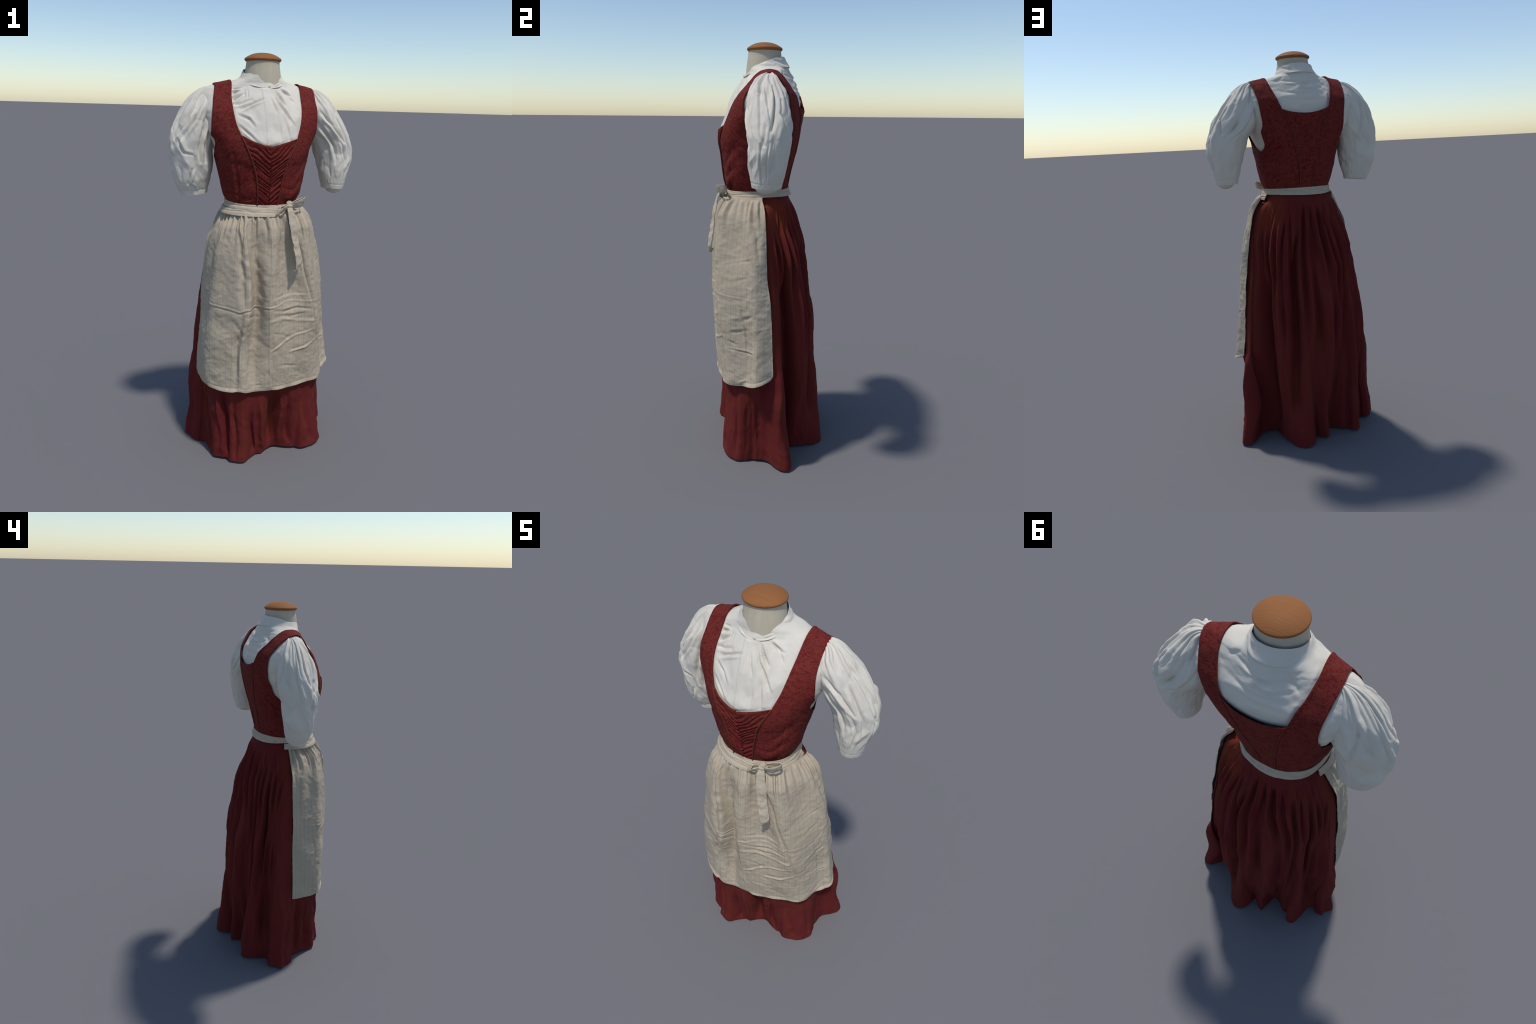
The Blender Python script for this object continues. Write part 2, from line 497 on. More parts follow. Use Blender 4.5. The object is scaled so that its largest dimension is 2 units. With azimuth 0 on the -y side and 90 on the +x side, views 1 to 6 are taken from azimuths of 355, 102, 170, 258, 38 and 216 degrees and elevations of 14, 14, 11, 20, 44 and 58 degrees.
# openings of the bodice, as outlines seen from the front, back and side
NECK_FRONT = np.vstack([[(-.174, 2.10)], smooth_poly([(-.174, 1.892), (-.174, 1.862), (-.182, 1.812), (-.186, 1.764), (-.184, 1.717),
    (-.176, 1.672), (-.160, 1.629)]), smooth_poly([(-.158, 1.627), (-.119, 1.606), (-.074, 1.589), (-.036, 1.580)], 5),
    smooth_poly([(-.034, 1.580), (.000, 1.590), (.033, 1.599), (.097, 1.617)], 5),
    smooth_poly([(.098, 1.619), (.120, 1.674), (.133, 1.721), (.143, 1.769), (.150, 1.816), (.156, 1.862), (.156, 1.892)]), [(.156, 2.10)]])
NECK_BACK = np.vstack([[(-.174, 2.10)], smooth_poly([(-.174, 1.892), (-.174, 1.862), (-.166, 1.832), (-.155, 1.801), (-.139, 1.770),
    (-.128, 1.740), (-.117, 1.712)]), smooth_poly([(-.115, 1.711), (-.069, 1.697), (-.017, 1.688), (.034, 1.689), (.078, 1.695), (.117, 1.708)], 5),
    smooth_poly([(.119, 1.710), (.130, 1.739), (.139, 1.769), (.147, 1.799), (.154, 1.830), (.156, 1.862), (.156, 1.892)]), [(.156, 2.10)]])
def ring(p, per=8):
    return catmull(p, np.arange(0, len(p) * per) / per, True)
ARM_L = ring([(-.02, 1.846), (-.073, 1.796), (-.110, 1.743), (-.122, 1.689), (-.116, 1.634), (-.090, 1.579), (-.040, 1.530),
              (.010, 1.514), (.046, 1.540), (.058, 1.585), (.072, 1.645), (.094, 1.712), (.077, 1.778), (.035, 1.832), (.005, 1.848)])
ARM_R = ring([(-.005, 1.842), (-.037, 1.805), (-.071, 1.764), (-.091, 1.724), (-.103, 1.683), (-.104, 1.640), (-.088, 1.588),
              (-.035, 1.542), (.035, 1.524), (.088, 1.560), (.114, 1.620), (.130, 1.680), (.133, 1.730), (.112, 1.792), (.065, 1.834), (.025, 1.847)])

def bodice_field(V):
    x, y, z = V[..., 0], V[..., 1], V[..., 2]
    wb = sstep(-.06, .075, y)
    fn = (1 - wb) * poly_sdf(x, z, NECK_FRONT) + wb * poly_sdf(x, z, NECK_BACK)
    fa = np.where(x > XC, poly_sdf(y, z, ARM_L), poly_sdf(y, z, ARM_R))
    # upper part of the armhole: outer edge of the strap, seen from the front and from the back
    zk = [1.51, 1.58, 1.64, 1.69, 1.74, 1.79, 1.825, 1.848]
    w = sstep(-.03, .03, y)
    xl = (1 - w) * np.interp(z, zk, [.221, .222, .225, .228, .227, .228, .232, .236]) + w * np.interp(z, zk, [.208, .200, .203, .211, .220, .226, .231, .236])
    xr = (1 - w) * np.interp(z, zk, [.27, .272, .274, .274, .270, .262, .254, .249]) + w * np.interp(z, zk, [.222, .217, .216, .215, .222, .234, .243, .249])
    fx = np.where(x > XC, xl - x, x + xr)
    k = sstep(1.585, 1.635, z)
    fa = fa * (1 - k) + fx * k
    fa = np.where(np.abs(x - XC) > 0.10, fa, 1.0)
    return np.minimum(np.minimum(fn, fa), z - 1.297), fn, fa

# blouse body relief
def blouse_relief(V):
    x, y, z = V[..., 0], V[..., 1], V[..., 2]
    f, fn, fa = bodice_field(V)
    front = sstep(0.0, 0.03, -y)
    d = np.zeros(x.shape)
    for pts, w, dep in [
        ([(705, 362), (640, 372), (560, 395)], .0050, -.0050), ([(690, 380), (630, 415), (570, 450)], .0060, -.0065),
        ([(712, 405), (650, 450), (570, 500)], .0055, -.0060), ([(722, 372), (716, 430), (690, 470)], .0040, -.0018),
        ([(745, 375), (735, 430), (712, 455)], .0035, -.0014), ([(840, 440), (760, 482), (675, 530)], .0055, -.0060),
        ([(760, 452), (690, 480), (600, 500)], .0060, -.0045), ([(640, 560), (720, 600), (760, 660)], .0080, -.0030),
        ([(935, 370), (965, 430), (1010, 495)], .0050, -.0065), ([(985, 365), (1030, 395), (1075, 425)], .0050, -.0055),
        ([(920, 385), (950, 470), (1000, 540), (1060, 650)], .0055, -.0055), ([(890, 420), (910, 500), (930, 560)], .0060, -.0040),
        ([(1005, 380), (1050, 420), (1085, 470)], .0045, -.0035), ([(980, 560), (1000, 680), (1010, 780)], .0070, -.0030),
        ([(930, 560), (940, 680), (930, 790)], .0080, -.0025), ([(640, 640), (720, 720), (780, 790)], .0080, -.0030),
        ([(660, 700), (720, 760), (760, 790)], .0060, -.0025)]:
        d = d + front * fold(x, z, [front_px(*p) for p in pts], w * .85, dep * 2.1, 0.6, 0.9)
    # placket: a stitched fold of cloth down the centre front
    xp = front_px(868, 0)[0] + (1.845 - z) * 0.012
    u = (x - xp)
    pl = sstep(-.0015, .0015, u + .022) * (1 - sstep(-.0015, .0015, u)) * 0.0022 + 0.0016 * np.exp(-(u / .0022) ** 2)
    d = d + front * pl * sstep(1.842, 1.83, z)
    # back yoke pulls
    back = sstep(0.0, 0.04, y)
    for pts, w, dep in [([(-.11, 1.845), (-.04, 1.835), (.06, 1.822)], .005, -.004), ([(.10, 1.85), (.03, 1.84), (-.06, 1.825)], .006, -.004),
                        ([(.13, 1.80), (.02, 1.778), (-.12, 1.785)], .008, -.0035), ([(-.13, 1.82), (-.06, 1.80), (.02, 1.80)], .006, -.004),
                        ([(.10, 1.76), (.0, 1.745), (-.11, 1.75)], .008, -.003), ([(.07, 1.87), (.12, 1.84)], .006, -.004),
                        ([(-.08, 1.86), (-.14, 1.81)], .006, -.004)]:
        d = d + back * fold(x, z, pts, w, dep * 1.0, 0.5, 1.0)
    d = d + back * 0.0032 * facet(x * 14 + y * 5, z * 26 + x * 3, 5, 2) + front * 0.0030 * facet(x * 18, z * 14, 9, 2)
    # soft below armhole
    d = d + 0.0015 * fbm(x * 14, y * 14, z * 14, 3)
    free = sstep(-.002, .012, -f)
    return d * free - 0.002 * (1 - free) - .010 * sstep(.012, .03, f)

R = blouse_relief(BODY)
BL = BODY + BODY_N * R[..., None]
Q = grid_faces(len(zs), NP, True)
hid = bodice_field(BODY)[0].reshape(-1) > .035                 # nothing of it is seen deep under the bodice
V, F = shell(BL.reshape(-1, 3), Q[~hid[Q].all(1)], 0.002)
blouse = make('blouse', V, F, WHITE, root)

# ------------------------------------------------------------------ bodice
PL_TOP = [(.097, 1.616), (.066, 1.561), (.043, 1.503), (.030, 1.442), (.019, 1.380), (.009, 1.300)]
PR_TOP = [(-.161, 1.630), (-.137, 1.573), (-.113, 1.513), (-.095, 1.451), (-.085, 1.386), (-.080, 1.300)]
PLB = [(.118, 1.708), (.088, 1.638), (.064, 1.563), (.041, 1.485), (.022, 1.404), (.014, 1.300)]
PRB = [(-.116, 1.711), (-.093, 1.637), (-.077, 1.561), (-.063, 1.484), (-.052, 1.406), (-.047, 1.300)]
CFX = lambda z: np.interp(z, [1.30, 1.58], [-.029, -.036])

def bodice_relief(V):
    x, y, z = V[..., 0], V[..., 1], V[..., 2]
    f, fn, fa = bodice_field(V)
    front = sstep(0.0, 0.03, -y); back = 1 - front
    d = np.full(x.shape, 0.0065)
    # pleated front panel: cloth falls in chevrons from the piping to the centre line
    xl = np.interp(z, [p[1] for p in PL_TOP[::-1]], [p[0] for p in PL_TOP[::-1]])
    xr = np.interp(z, [p[1] for p in PR_TOP[::-1]], [p[0] for p in PR_TOP[::-1]])
    c = CFX(z)
    inside = sstep(0, .004, x - xr) * sstep(0, .004, xl - x) * front
    u = np.abs(x - c)
    wob = 0.006 * vnoise(x * 22, z * 24, x * 0, 4)
    ph = (z - 0.78 * u + np.where(x > c, .006, 0) + wob) / 0.0205
    ph = ph + 0.75 * vnoise((z - .78 * u) * 32, x * 0 + (x > c) * 5.0, x * 0, 8)
    saw = ph - np.floor(ph)
    pleat = np.where(saw < 0.68, .5 - .5 * np.cos(np.pi * saw / 0.68), .5 + .5 * np.cos(np.pi * (saw - .68) / .32))
    edge = sstep(1.575, 1.55, z - 0.25 * u)
    d = d + inside * edge * 0.0068 * (pleat - 0.5)
    d = d - 0.004 * np.exp(-((x - c) / .0022) ** 2) * front * (z < 1.60)
    d = d + 0.0025 * np.exp(-((x - c + .007) / .004) ** 2) * front * (z < 1.60)
    # princess seams and body wrinkles
    for pts, w, dep in [([(-.205, 1.56), (-.185, 1.45), (-.165, 1.30)], .006, .0045), ([(-.188, 1.55), (-.170, 1.45), (-.152, 1.30)], .004, -.003),
                        ([(.150, 1.55), (.128, 1.44), (.095, 1.30)], .005, -.0025), ([(.165, 1.53), (.120, 1.47), (.075, 1.43)], .011, -.0045),
                        ([(.140, 1.43), (.090, 1.38), (.040, 1.39)], .010, -.0045), ([(.120, 1.36), (.075, 1.32)], .010, -.005),
                        ([(.10, 1.345), (.05, 1.345)], .010, .004),
                        ([(-.20, 1.50), (-.155, 1.505), (-.13, 1.48)], .012, -.003), ([(-.18, 1.36), (-.13, 1.345)], .008, -.004),
                        ([(-.13, 1.325), (-.10, 1.335)], .006, .004)]:
        d = d + front * fold(x, z, pts, w, dep, 0.4)
    d = d + 0.0035 * fbm(x * 12, y * 12, z * 10, 21, 2) * sstep(1.66, 1.5, z)
    d = d + 0.0012 * fbm(x * 30, y * 30, z * 30, 23, 2)
    # back panel stands away from the blouse at its top edge
    d = d + back * 0.011 * sstep(.16, .08, np.abs(x - XC)) * sstep(1.60, 1.70, z)
    d = d + back * (-.0025) * (np.exp(-(seg_dist(x, z, PLB)[0] / .004) ** 2) + np.exp(-(seg_dist(x, z, PRB)[0] / .004) ** 2))
    # thin hemmed edges lie a little proud
    d = d + 0.0016 * np.exp(-((np.minimum(fn, fa) - .005) / .004) ** 2)
    d = d + front * 0.005 * np.exp(-(fn / .02) ** 2) * sstep(.13, .06, np.abs(x + .03)) * (z < 1.64)
    return d

BD = BODY + BODY_N * bodice_relief(BODY)[..., None]
Q = grid_faces(len(zs), NP, True)
T = np.concatenate([Q[:, [0, 1, 2]], Q[:, [0, 2, 3]]])
fld = bodice_field(BODY)[0].reshape(-1)
both = np.concatenate([BD.reshape(-1, 3), BODY.reshape(-1, 3)], 1)
near = fld > -0.03
T = T[near[T].all(1)]
Vc, Tc = clip_tris(both, T, fld)
V, F = shell(Vc[:, :3], Tc, 0.0045)
bodice = make('bodice', V, F, RED, root)

# surface point lookup for trims: front (or back) height-and-x to body surface
def on_body(pts, back=False, lift=0.009):
    out = []
    for x, z in pts:
        ph = np.linspace(-np.pi / 2, np.pi / 2, 721) + (np.pi if back else 0)
        P = torso(ph, np.full(ph.shape, z))
        i = np.argmin(np.abs(P[:, 0] - x))
        p2 = torso(ph[[max(i - 1, 0), min(i + 1, 720)]], np.full(2, z))
        tng = p2[1] - p2[0]; n = np.array([tng[1], -tng[0], 0]); n /= np.linalg.norm(n)
        extra = 0.0
        if back:
            extra = 0.011 * float(sstep(.16, .08, abs(x - XC)) * sstep(1.60, 1.70, z))
        out.append(P[i] + n * (lift + extra))
    return np.array(out)

def dense(pts, n=14):
    return catmull(pts, np.linspace(0, len(pts) - 1, n))
for pts, bk in ((PL_TOP, False), (PR_TOP, False), (PLB, True), (PRB, True)):
    path = on_body(dense(np.array(pts)), bk, 0.0092 if not bk else 0.0062)
    tube('piping', path, 0.0036 if not bk else 0.0030, TRIM, bodice, flat=(0, 1 if bk else -1, 0.001))
# bound neckline edge of the front panel
edge = on_body(dense(np.array([(-.158, 1.628), (-.119, 1.606), (-.074, 1.590), (-.038, 1.581)])), False, 0.0085)
tube('edge_binding', edge, 0.0026, RED, bodice)
edge = on_body(dense(np.array([(-.034, 1.581), (.000, 1.590), (.033, 1.599), (.096, 1.617)])), False, 0.0085)
tube('edge_binding', edge, 0.0026, RED, bodice)

def ellipsoid(name, c, r, mat, parent, axes=None, nu=32, nv=20, rough=0.0, seed=1, power=1.0):
    u = np.linspace(0, 2 * np.pi, nu, endpoint=False); v = np.linspace(-np.pi / 2, np.pi / 2, nv)
    U, W = np.meshgrid(u, v)
    sg = lambda t: np.sign(t) * np.abs(t) ** power
    P = np.stack([sg(np.cos(W)) * np.cos(U), sg(np.cos(W)) * np.sin(U), sg(np.sin(W))], -1)
    if rough:
        P = P * (1 + rough * fbm(P[..., 0] * 2.3, P[..., 1] * 2.3, P[..., 2] * 2.3, seed))[..., None]
    P = P * np.asarray(r)
    if axes is not None:
        P = P @ np.asarray(axes)
    return make(name, (P + np.asarray(c)).reshape(-1, 3), grid_faces(nv, nu, True), mat, parent)

ellipsoid('button', on_body([(-.047, 1.587)], False, 0.004)[0], (.0075, .003, .0075), BRASS, bodice)
ellipsoid('button', (-.016, -.1235, 1.846), (.0065, .003, .0065), PEARL, blouse)

# ------------------------------------------------------------------ collar
NC, NRow = 360, 30
ph = np.linspace(-np.pi, np.pi, NC)          # opens at the front (phi = +-pi is the front gap here)
t = np.linspace(0, 1, NRow)[:, None]
az = ph[None, :]                              # 0 = back, +-pi = front
fr = (1 - np.cos(az)) / 2                     # 0 back .. 1 front
zb = np.interp(fr, [0, .5, .8, 1], [1.886, 1.876, 1.856, 1.838])
side = np.sign(az)                            # + : wearer's left
zt = np.interp(fr, [0, .25, .5, .75, .9, .97, 1], [1.934, 1.925, 1.910, 1.892, 1.874, 1.862, 1.853])
z = zb + (zt - zb) * t
rx = .104 - .018 * t + .0015 * np.sin(az * 5); rf = .110 - .016 * t - 0.006 * sstep(.93, 1.0, fr) * t; rb = .106 - .026 * t
X = -0.022 + rx * np.sin(az); Y = -0.014 + np.where(np.cos(az) > 0, rb, rf) * np.cos(az)
G = np.stack([X, Y, z + 0 * X], -1)
Nn = grid_normals(G, False)
Nn = Nn * np.sign((Nn * (G - np.array([-.022, -.014, 0])))[..., :2].sum(-1, keepdims=True))
rel = 0.0022 * crumple(X * 16, Y * 16, z * 30, 12, 2)
for (a0, t0), (a1, t1), w, dp in [((-2.9, .25), (-1.9, .55), .12, -.0075), ((-2.5, .85), (-1.7, .9), .12, .005), ((2.95, .3), (2.4, .25), .12, -.007),
                                  ((2.7, .75), (2.2, .6), .10, -.004), ((.5, .2), (1.2, .8), .12, -.004), ((-.4, .8), (-1.2, .2), .12, -.003),
                                  ((1.3, .3), (1.9, .9), .12, .003)]:
    rel = rel + fold(az + 0 * t, t * 0.8 + 0 * az, [(a0, t0 * .8), (a1, t1 * .8)], w, dp)
G = G + rel[..., None] * Nn
Fq = grid_faces(NRow, NC, False)
V, F = shell(G.reshape(-1, 3), Fq, 0.0025)
make('collar', V, F, WHITE, blouse)

# ------------------------------------------------------------------ sleeves
# z, inner x, outer x, front y, back y
SLEEVE_L = np.array([
    (1.362, 0.322, 0.426, -0.070, 0.052),
    (1.385, 0.318, 0.432, -0.074, 0.058),
    (1.410, 0.310, 0.438, -0.078, 0.064),
    (1.460, 0.296, 0.448, -0.084, 0.072),
    (1.520, 0.284, 0.463, -0.087, 0.082),
    (1.570, 0.269, 0.461, -0.090, 0.089),
    (1.620, 0.236, 0.443, -0.093, 0.093),
    (1.670, 0.210, 0.417, -0.094, 0.092),
    (1.735, 0.200, 0.373, -0.090, 0.078),
    (1.790, 0.200, 0.326, -0.072, 0.052),
    (1.822, 0.210, 0.289, -0.044, 0.030),
    (1.836, 0.200, 0.262, -0.024, 0.018),
    (1.842, 0.198, 0.224, -0.010, 0.008)])
SLEEVE_R = np.array([
    (1.340, -0.276, -0.401, -0.016, 0.068),
    (1.365, -0.271, -0.413, -0.022, 0.078),
    (1.390, -0.265, -0.425, -0.032, 0.084),
    (1.420, -0.260, -0.435, -0.042, 0.090),
    (1.480, -0.252, -0.448, -0.048, 0.100),
    (1.550, -0.247, -0.455, -0.057, 0.110),
    (1.600, -0.236, -0.447, -0.062, 0.116),
    (1.660, -0.220, -0.430, -0.061, 0.118),
    (1.720, -0.215, -0.407, -0.053, 0.112),
    (1.780, -0.215, -0.366, -0.032, 0.092),
    (1.820, -0.228, -0.320, -0.006, 0.064),
    (1.838, -0.225, -0.280, 0.012, 0.046),
    (1.843, -0.222, -0.240, 0.024, 0.036)])

def build_sleeve(tab, sgn, tilt, seed, big):
    nr, nc = 210, 250
    tt = np.linspace(0, 1, nr)
    zz = tab[0, 0] + (tab[-1, 0] - tab[0, 0]) * (1 - (1 - tt) ** 1.35)
    q = pchip(tab[:, 0], tab[:, 1:], zz)
    cx, ax = (q[:, 0] + q[:, 1]) / 2, np.abs(q[:, 1] - q[:, 0]) / 2
    cy, ay = (q[:, 2] + q[:, 3]) / 2, (q[:, 3] - q[:, 2]) / 2
    p = np.linspace(-np.pi, np.pi, nc, endpoint=False)   # 0 = outward, + = towards the front
    s, c = np.sin(p), np.cos(p); n = 1.95
    X = cx[:, None] + sgn * ax[:, None] * np.sign(c) * np.abs(c) ** (2 / n)
    Y = cy[:, None] - ay[:, None] * np.sign(s) * np.abs(s) ** (2 / n)
    Z = zz[:, None] + 0 * X
    low = sstep(1.50, 1.36, Z)
    Z = Z + low * (tilt[0] * (X - cx[:, None]) + tilt[1] * (Y - cy[:, None]))
    G = np.stack([X, Y, Z], -1)
    N = grid_normals(G, True)
    out = G - np.stack([cx[:, None] + 0 * X, cy[:, None] + 0 * X, Z], -1)
    N = N * np.sign((N * out).sum(-1).mean())
    P_, Zr = np.broadcast_to(p, X.shape), zz[:, None] + 0 * X
    U = P_ * 0.10                                        # metres around the sleeve
    h = (Zr - tab[0, 0]) / (tab[-1, 0] - tab[0, 0])
    # gathers fanning out from the shoulder seam
    warp = 0.25 * vnoise(P_ * 1.3, Zr * 7, 0 * P_, seed)
    gather = 0
    for k, (fq, am) in enumerate([(9, .5), (15, .32), (22, .2)]):
        gather = gather + am * np.cos(fq * (P_ + warp) + k * 1.7 + 1.2 * vnoise(P_ * 2, 0 * P_, 0 * P_, seed + k))
    topm = sstep(.55, .86, h) * (1 - 0.3 * sstep(.97, 1.0, h))
    d = gather * .0060 * topm
    # crumpled folds of the puff, drawn out along the arm
    wx = .3 * vnoise(P_ * 1.5, Zr * 6, 0 * P_, seed + 3)
    d = d + .0078 * facet((P_ + wx) * 1.25 + 30, Zr * 8.0 + .6 * P_ + wx, seed + 5, 2) * sstep(.04, .22, h) * (1 - .6 * sstep(.8, .95, h))
    d = d + .0024 * facet(P_ * 3.2 + 50, Zr * 17 + P_, seed + 9, 2) * sstep(.03, .15, h)
    for (pts, w, dp) in big:
        d = d + fold(U, Zr, [(a * .1, b) for a, b in pts], w * .85, dp * 1.1, .6) * (.85 + .4 * vnoise(U * 22, Zr * 22, 0 * U, seed + 41))
    # seam line of the narrow band
    band = Zr - tab[0, 0]
    d = d - .0012 * np.exp(-((band - .022) / .003) ** 2) + .0012 * facet(P_ * 5, Zr * 40, seed + 2, 1) * sstep(.05, .02, band)
    d = d + .0005 * np.cos(P_ * 31 + 3 * vnoise(P_ * 3, 0 * P_, 0 * P_, seed)) * np.exp(-((band - .034) / .014) ** 2)
    G = G + N * d[..., None]
    k = int(np.searchsorted(zz, tab[0, 0] + .026))
    Fs = grid_faces(nr, nc, True)
    if sgn < 0:
        Fs = Fs[:, ::-1]
    V, F = shell(G.reshape(-1, 3), Fs if np.sign(1) else Fs, 0.0025)
    return G, V, F

BIG_L = [([(1.9, 1.74), (1.45, 1.68), (1.2, 1.60)], .010, -.013), ([(2.2, 1.70), (1.9, 1.62), (1.8, 1.50)], .012, -.012),
         ([(.25, 1.79), (.15, 1.70), (.0, 1.62), (.12, 1.555)], .009, .011), ([(.5, 1.79), (.42, 1.68), (.40, 1.58), (.2, 1.545)], .008, -.010),
         ([(-.35, 1.78), (-.30, 1.70), (-.15, 1.60)], .008, -.012), ([(-.65, 1.72), (-.55, 1.67), (-.9, 1.60)], .008, -.010),
         ([(.9, 1.76), (.95, 1.62), (.9, 1.45)], .010, -.007), ([(1.4, 1.60), (1.2, 1.50), (1.3, 1.42)], .008, -.006),
         ([(-.1, 1.55), (-.05, 1.48), (-.1, 1.39)], .006, .006), ([(-1.6, 1.75), (-1.4, 1.64), (-1.1, 1.56)], .010, -.006),
         ([(-2.2, 1.72), (-1.9, 1.62), (-1.5, 1.57)], .009, -.006), ([(.35, 1.55), (.4, 1.45), (.35, 1.38)], .006, -.006)]
BIG_R = [([(1.4, 1.77), (1.2, 1.68), (.9, 1.60)], .009, -.010), ([(1.0, 1.74), (.8, 1.66), (.45, 1.60)], .010, -.011),
         ([(1.9, 1.78), (1.75, 1.68), (1.8, 1.50)], .010, -.013), ([(2.2, 1.76), (2.1, 1.64), (2.1, 1.50)], .010, -.010),
         ([(.7, 1.60), (1.1, 1.54), (1.5, 1.53)], .008, -.008), ([(.5, 1.66), (.2, 1.58), (.3, 1.52)], .009, -.009),
         ([(0.0, 1.80), (-.05, 1.72), (.1, 1.64)], .008, -.010), ([(-.5, 1.80), (-.55, 1.70), (-.4, 1.56)], .009, -.007),
         ([(-1.2, 1.76), (-1.5, 1.66), (-1.9, 1.58)], .009, -.008), ([(1.5, 1.47), (1.2, 1.40), (1.6, 1.37)], .008, -.007),
         ([(.8, 1.78), (.65, 1.72), (.5, 1.68)], .007, -.009)]
for tab, sgn, tilt, seed, big in ((SLEEVE_L, 1, (-.05, -.05), 40, BIG_L), (SLEEVE_R, -1, (.10, .05), 70, BIG_R)):
    G, V, F = build_sleeve(tab, sgn, tilt, seed, big)
    make('sleeve', V, F, WHITE, blouse)

# ------------------------------------------------------------------ dress form: neck, wooden cap, arm stubs
def lathe(name, prof, c, mat, parent, n=128, sx=1.0, sy=1.0):
    prof = np.asarray(prof, float)
    a = np.linspace(0, 2 * np.pi, n, endpoint=False)
    P = np.stack([c[0] + sx * prof[:, :1] * np.cos(a), c[1] + sy * prof[:, :1] * np.sin(a), prof[:, 1:] + 0 * a], -1)
    return make(name, P.reshape(-1, 3), grid_faces(len(prof), n, True), mat, parent)
form = lathe('neck_form', [(.092, 1.80), (.090, 1.86), (.086, 1.90), (.0815, 1.93), (.0785, 1.950), (.0785, 1.966), (.060, 1.968)],
             (-.0205, -.0245), JERSEY, root, sy=.99)
cap = [(.0005, 1.960), (.070, 1.960), (.080, 1.961), (.0845, 1.9635), (.0868, 1.967), (.0872, 1.970), (.0862, 1.9735), (.083, 1.9765),
       (.077, 1.9805), (.068, 1.9857), (.057, 1.9908), (.044, 1.9952), (.030, 1.9982), (.015, 1.9996), (.0005, 2.0)]
lathe('neck_cap', smooth_poly(cap, 3), (-.0205, -.0245), WOOD, form, sx=1.0, sy=.965)
for c, zc in (((.383, -.008), 1.336), ((-.332, .034), 1.372)):
    prof = [(.0005, zc), (.018, zc + .002), (.034, zc + .0085), (.044, zc + .018), (.049, zc + .03), (.051, zc + .05), (.052, zc + .12), (.03, zc + .14)]
    lathe('arm_stub', smooth_poly(prof, 4), c, WHITE, form, sx=.86, sy=1.05)

# ------------------------------------------------------------------ apron
AZ = np.array([1.285, 1.24, 1.20, 1.10, .95, .80, .60, .40])
AP = np.array([
    [(-0.196, -0.005), (-0.186, -0.110), (-0.137, -0.178), (-0.090, -0.202), (-0.040, -0.217), (0.045, -0.222), (0.118, -0.200), (0.163, -0.120), (0.186, -0.055), (0.186, -0.030)],
    [(-0.222, -0.002), (-0.204, -0.128), (-0.147, -0.210), (-0.090, -0.226), (-0.034, -0.243), (0.053, -0.240), (0.136, -0.228), (0.188, -0.130), (0.228, -0.058), (0.216, -0.020)],
    [(-0.242, 0.000), (-0.228, -0.146), (-0.155, -0.232), (-0.090, -0.227), (-0.030, -0.262), (0.060, -0.241), (0.145, -0.244), (0.206, -0.136), (0.247, -0.058), (0.238, -0.014)],
    [(-0.279, 0.003), (-0.258, -0.158), (-0.152, -0.253), (-0.090, -0.220), (-0.031, -0.276), (0.070, -0.234), (0.164, -0.249), (0.230, -0.128), (0.278, -0.058), (0.266, -0.010)],
    [(-0.297, 0.004), (-0.274, -0.162), (-0.145, -0.270), (-0.088, -0.226), (-0.034, -0.287), (0.075, -0.234), (0.186, -0.245), (0.264, -0.127), (0.308, -0.058), (0.290, -0.006)],
    [(-0.308, 0.002), (-0.292, -0.168), (-0.148, -0.276), (-0.088, -0.228), (-0.030, -0.288), (0.085, -0.252), (0.217, -0.246), (0.290, -0.117), (0.328, -0.055), (0.320, 0.014)],
    [(-0.320, 0.001), (-0.306, -0.174), (-0.162, -0.264), (-0.092, -0.234), (-0.025, -0.282), (0.097, -0.264), (0.248, -0.220), (0.306, -0.096), (0.356, -0.050), (0.346, 0.024)],
    [(-0.333, 0.000), (-0.316, -0.165), (-0.164, -0.272), (-0.088, -0.262), (-0.012, -0.262), (0.120, -0.242), (0.266, -0.198), (0.328, -0.102), (0.386, -0.050), (0.362, 0.030)]])
SK = np.array([0, .20, .36, .43, .50, .62, .75, .85, .93, 1.0])
NU, NV = 360, 320
s = np.linspace(0, 1, NU)
kn = np.interp(s, SK, np.arange(10))
rows = np.array([catmull(a, kn) for a in AP])                     # level, s, xy
hemz = np.interp(s, [0, .03, .1, .2, .28, .36, .38, .5, .62, .74, .76, .80, .88, .95, .985, 1], [.418, .414, .412, .405, .394, .400, .392, .387, .391, .396, .393, .396, .412, .436, .452, .470])
tv = np.linspace(0, 1, NV)
ZA = 1.285 + (hemz[None] - 1.285) * tv[:, None]
S_ = np.broadcast_to(s, ZA.shape)
XY = np.empty(ZA.shape + (2,))
for j in range(NU):
    XY[:, j] = pchip(AZ[::-1], rows[::-1, j], ZA[:, j])
G = np.concatenate([XY, ZA[..., None]], -1)
N = grid_normals(G, False)
N = N * np.sign((N[..., 1] * -1).mean())
AG, AN = G, N

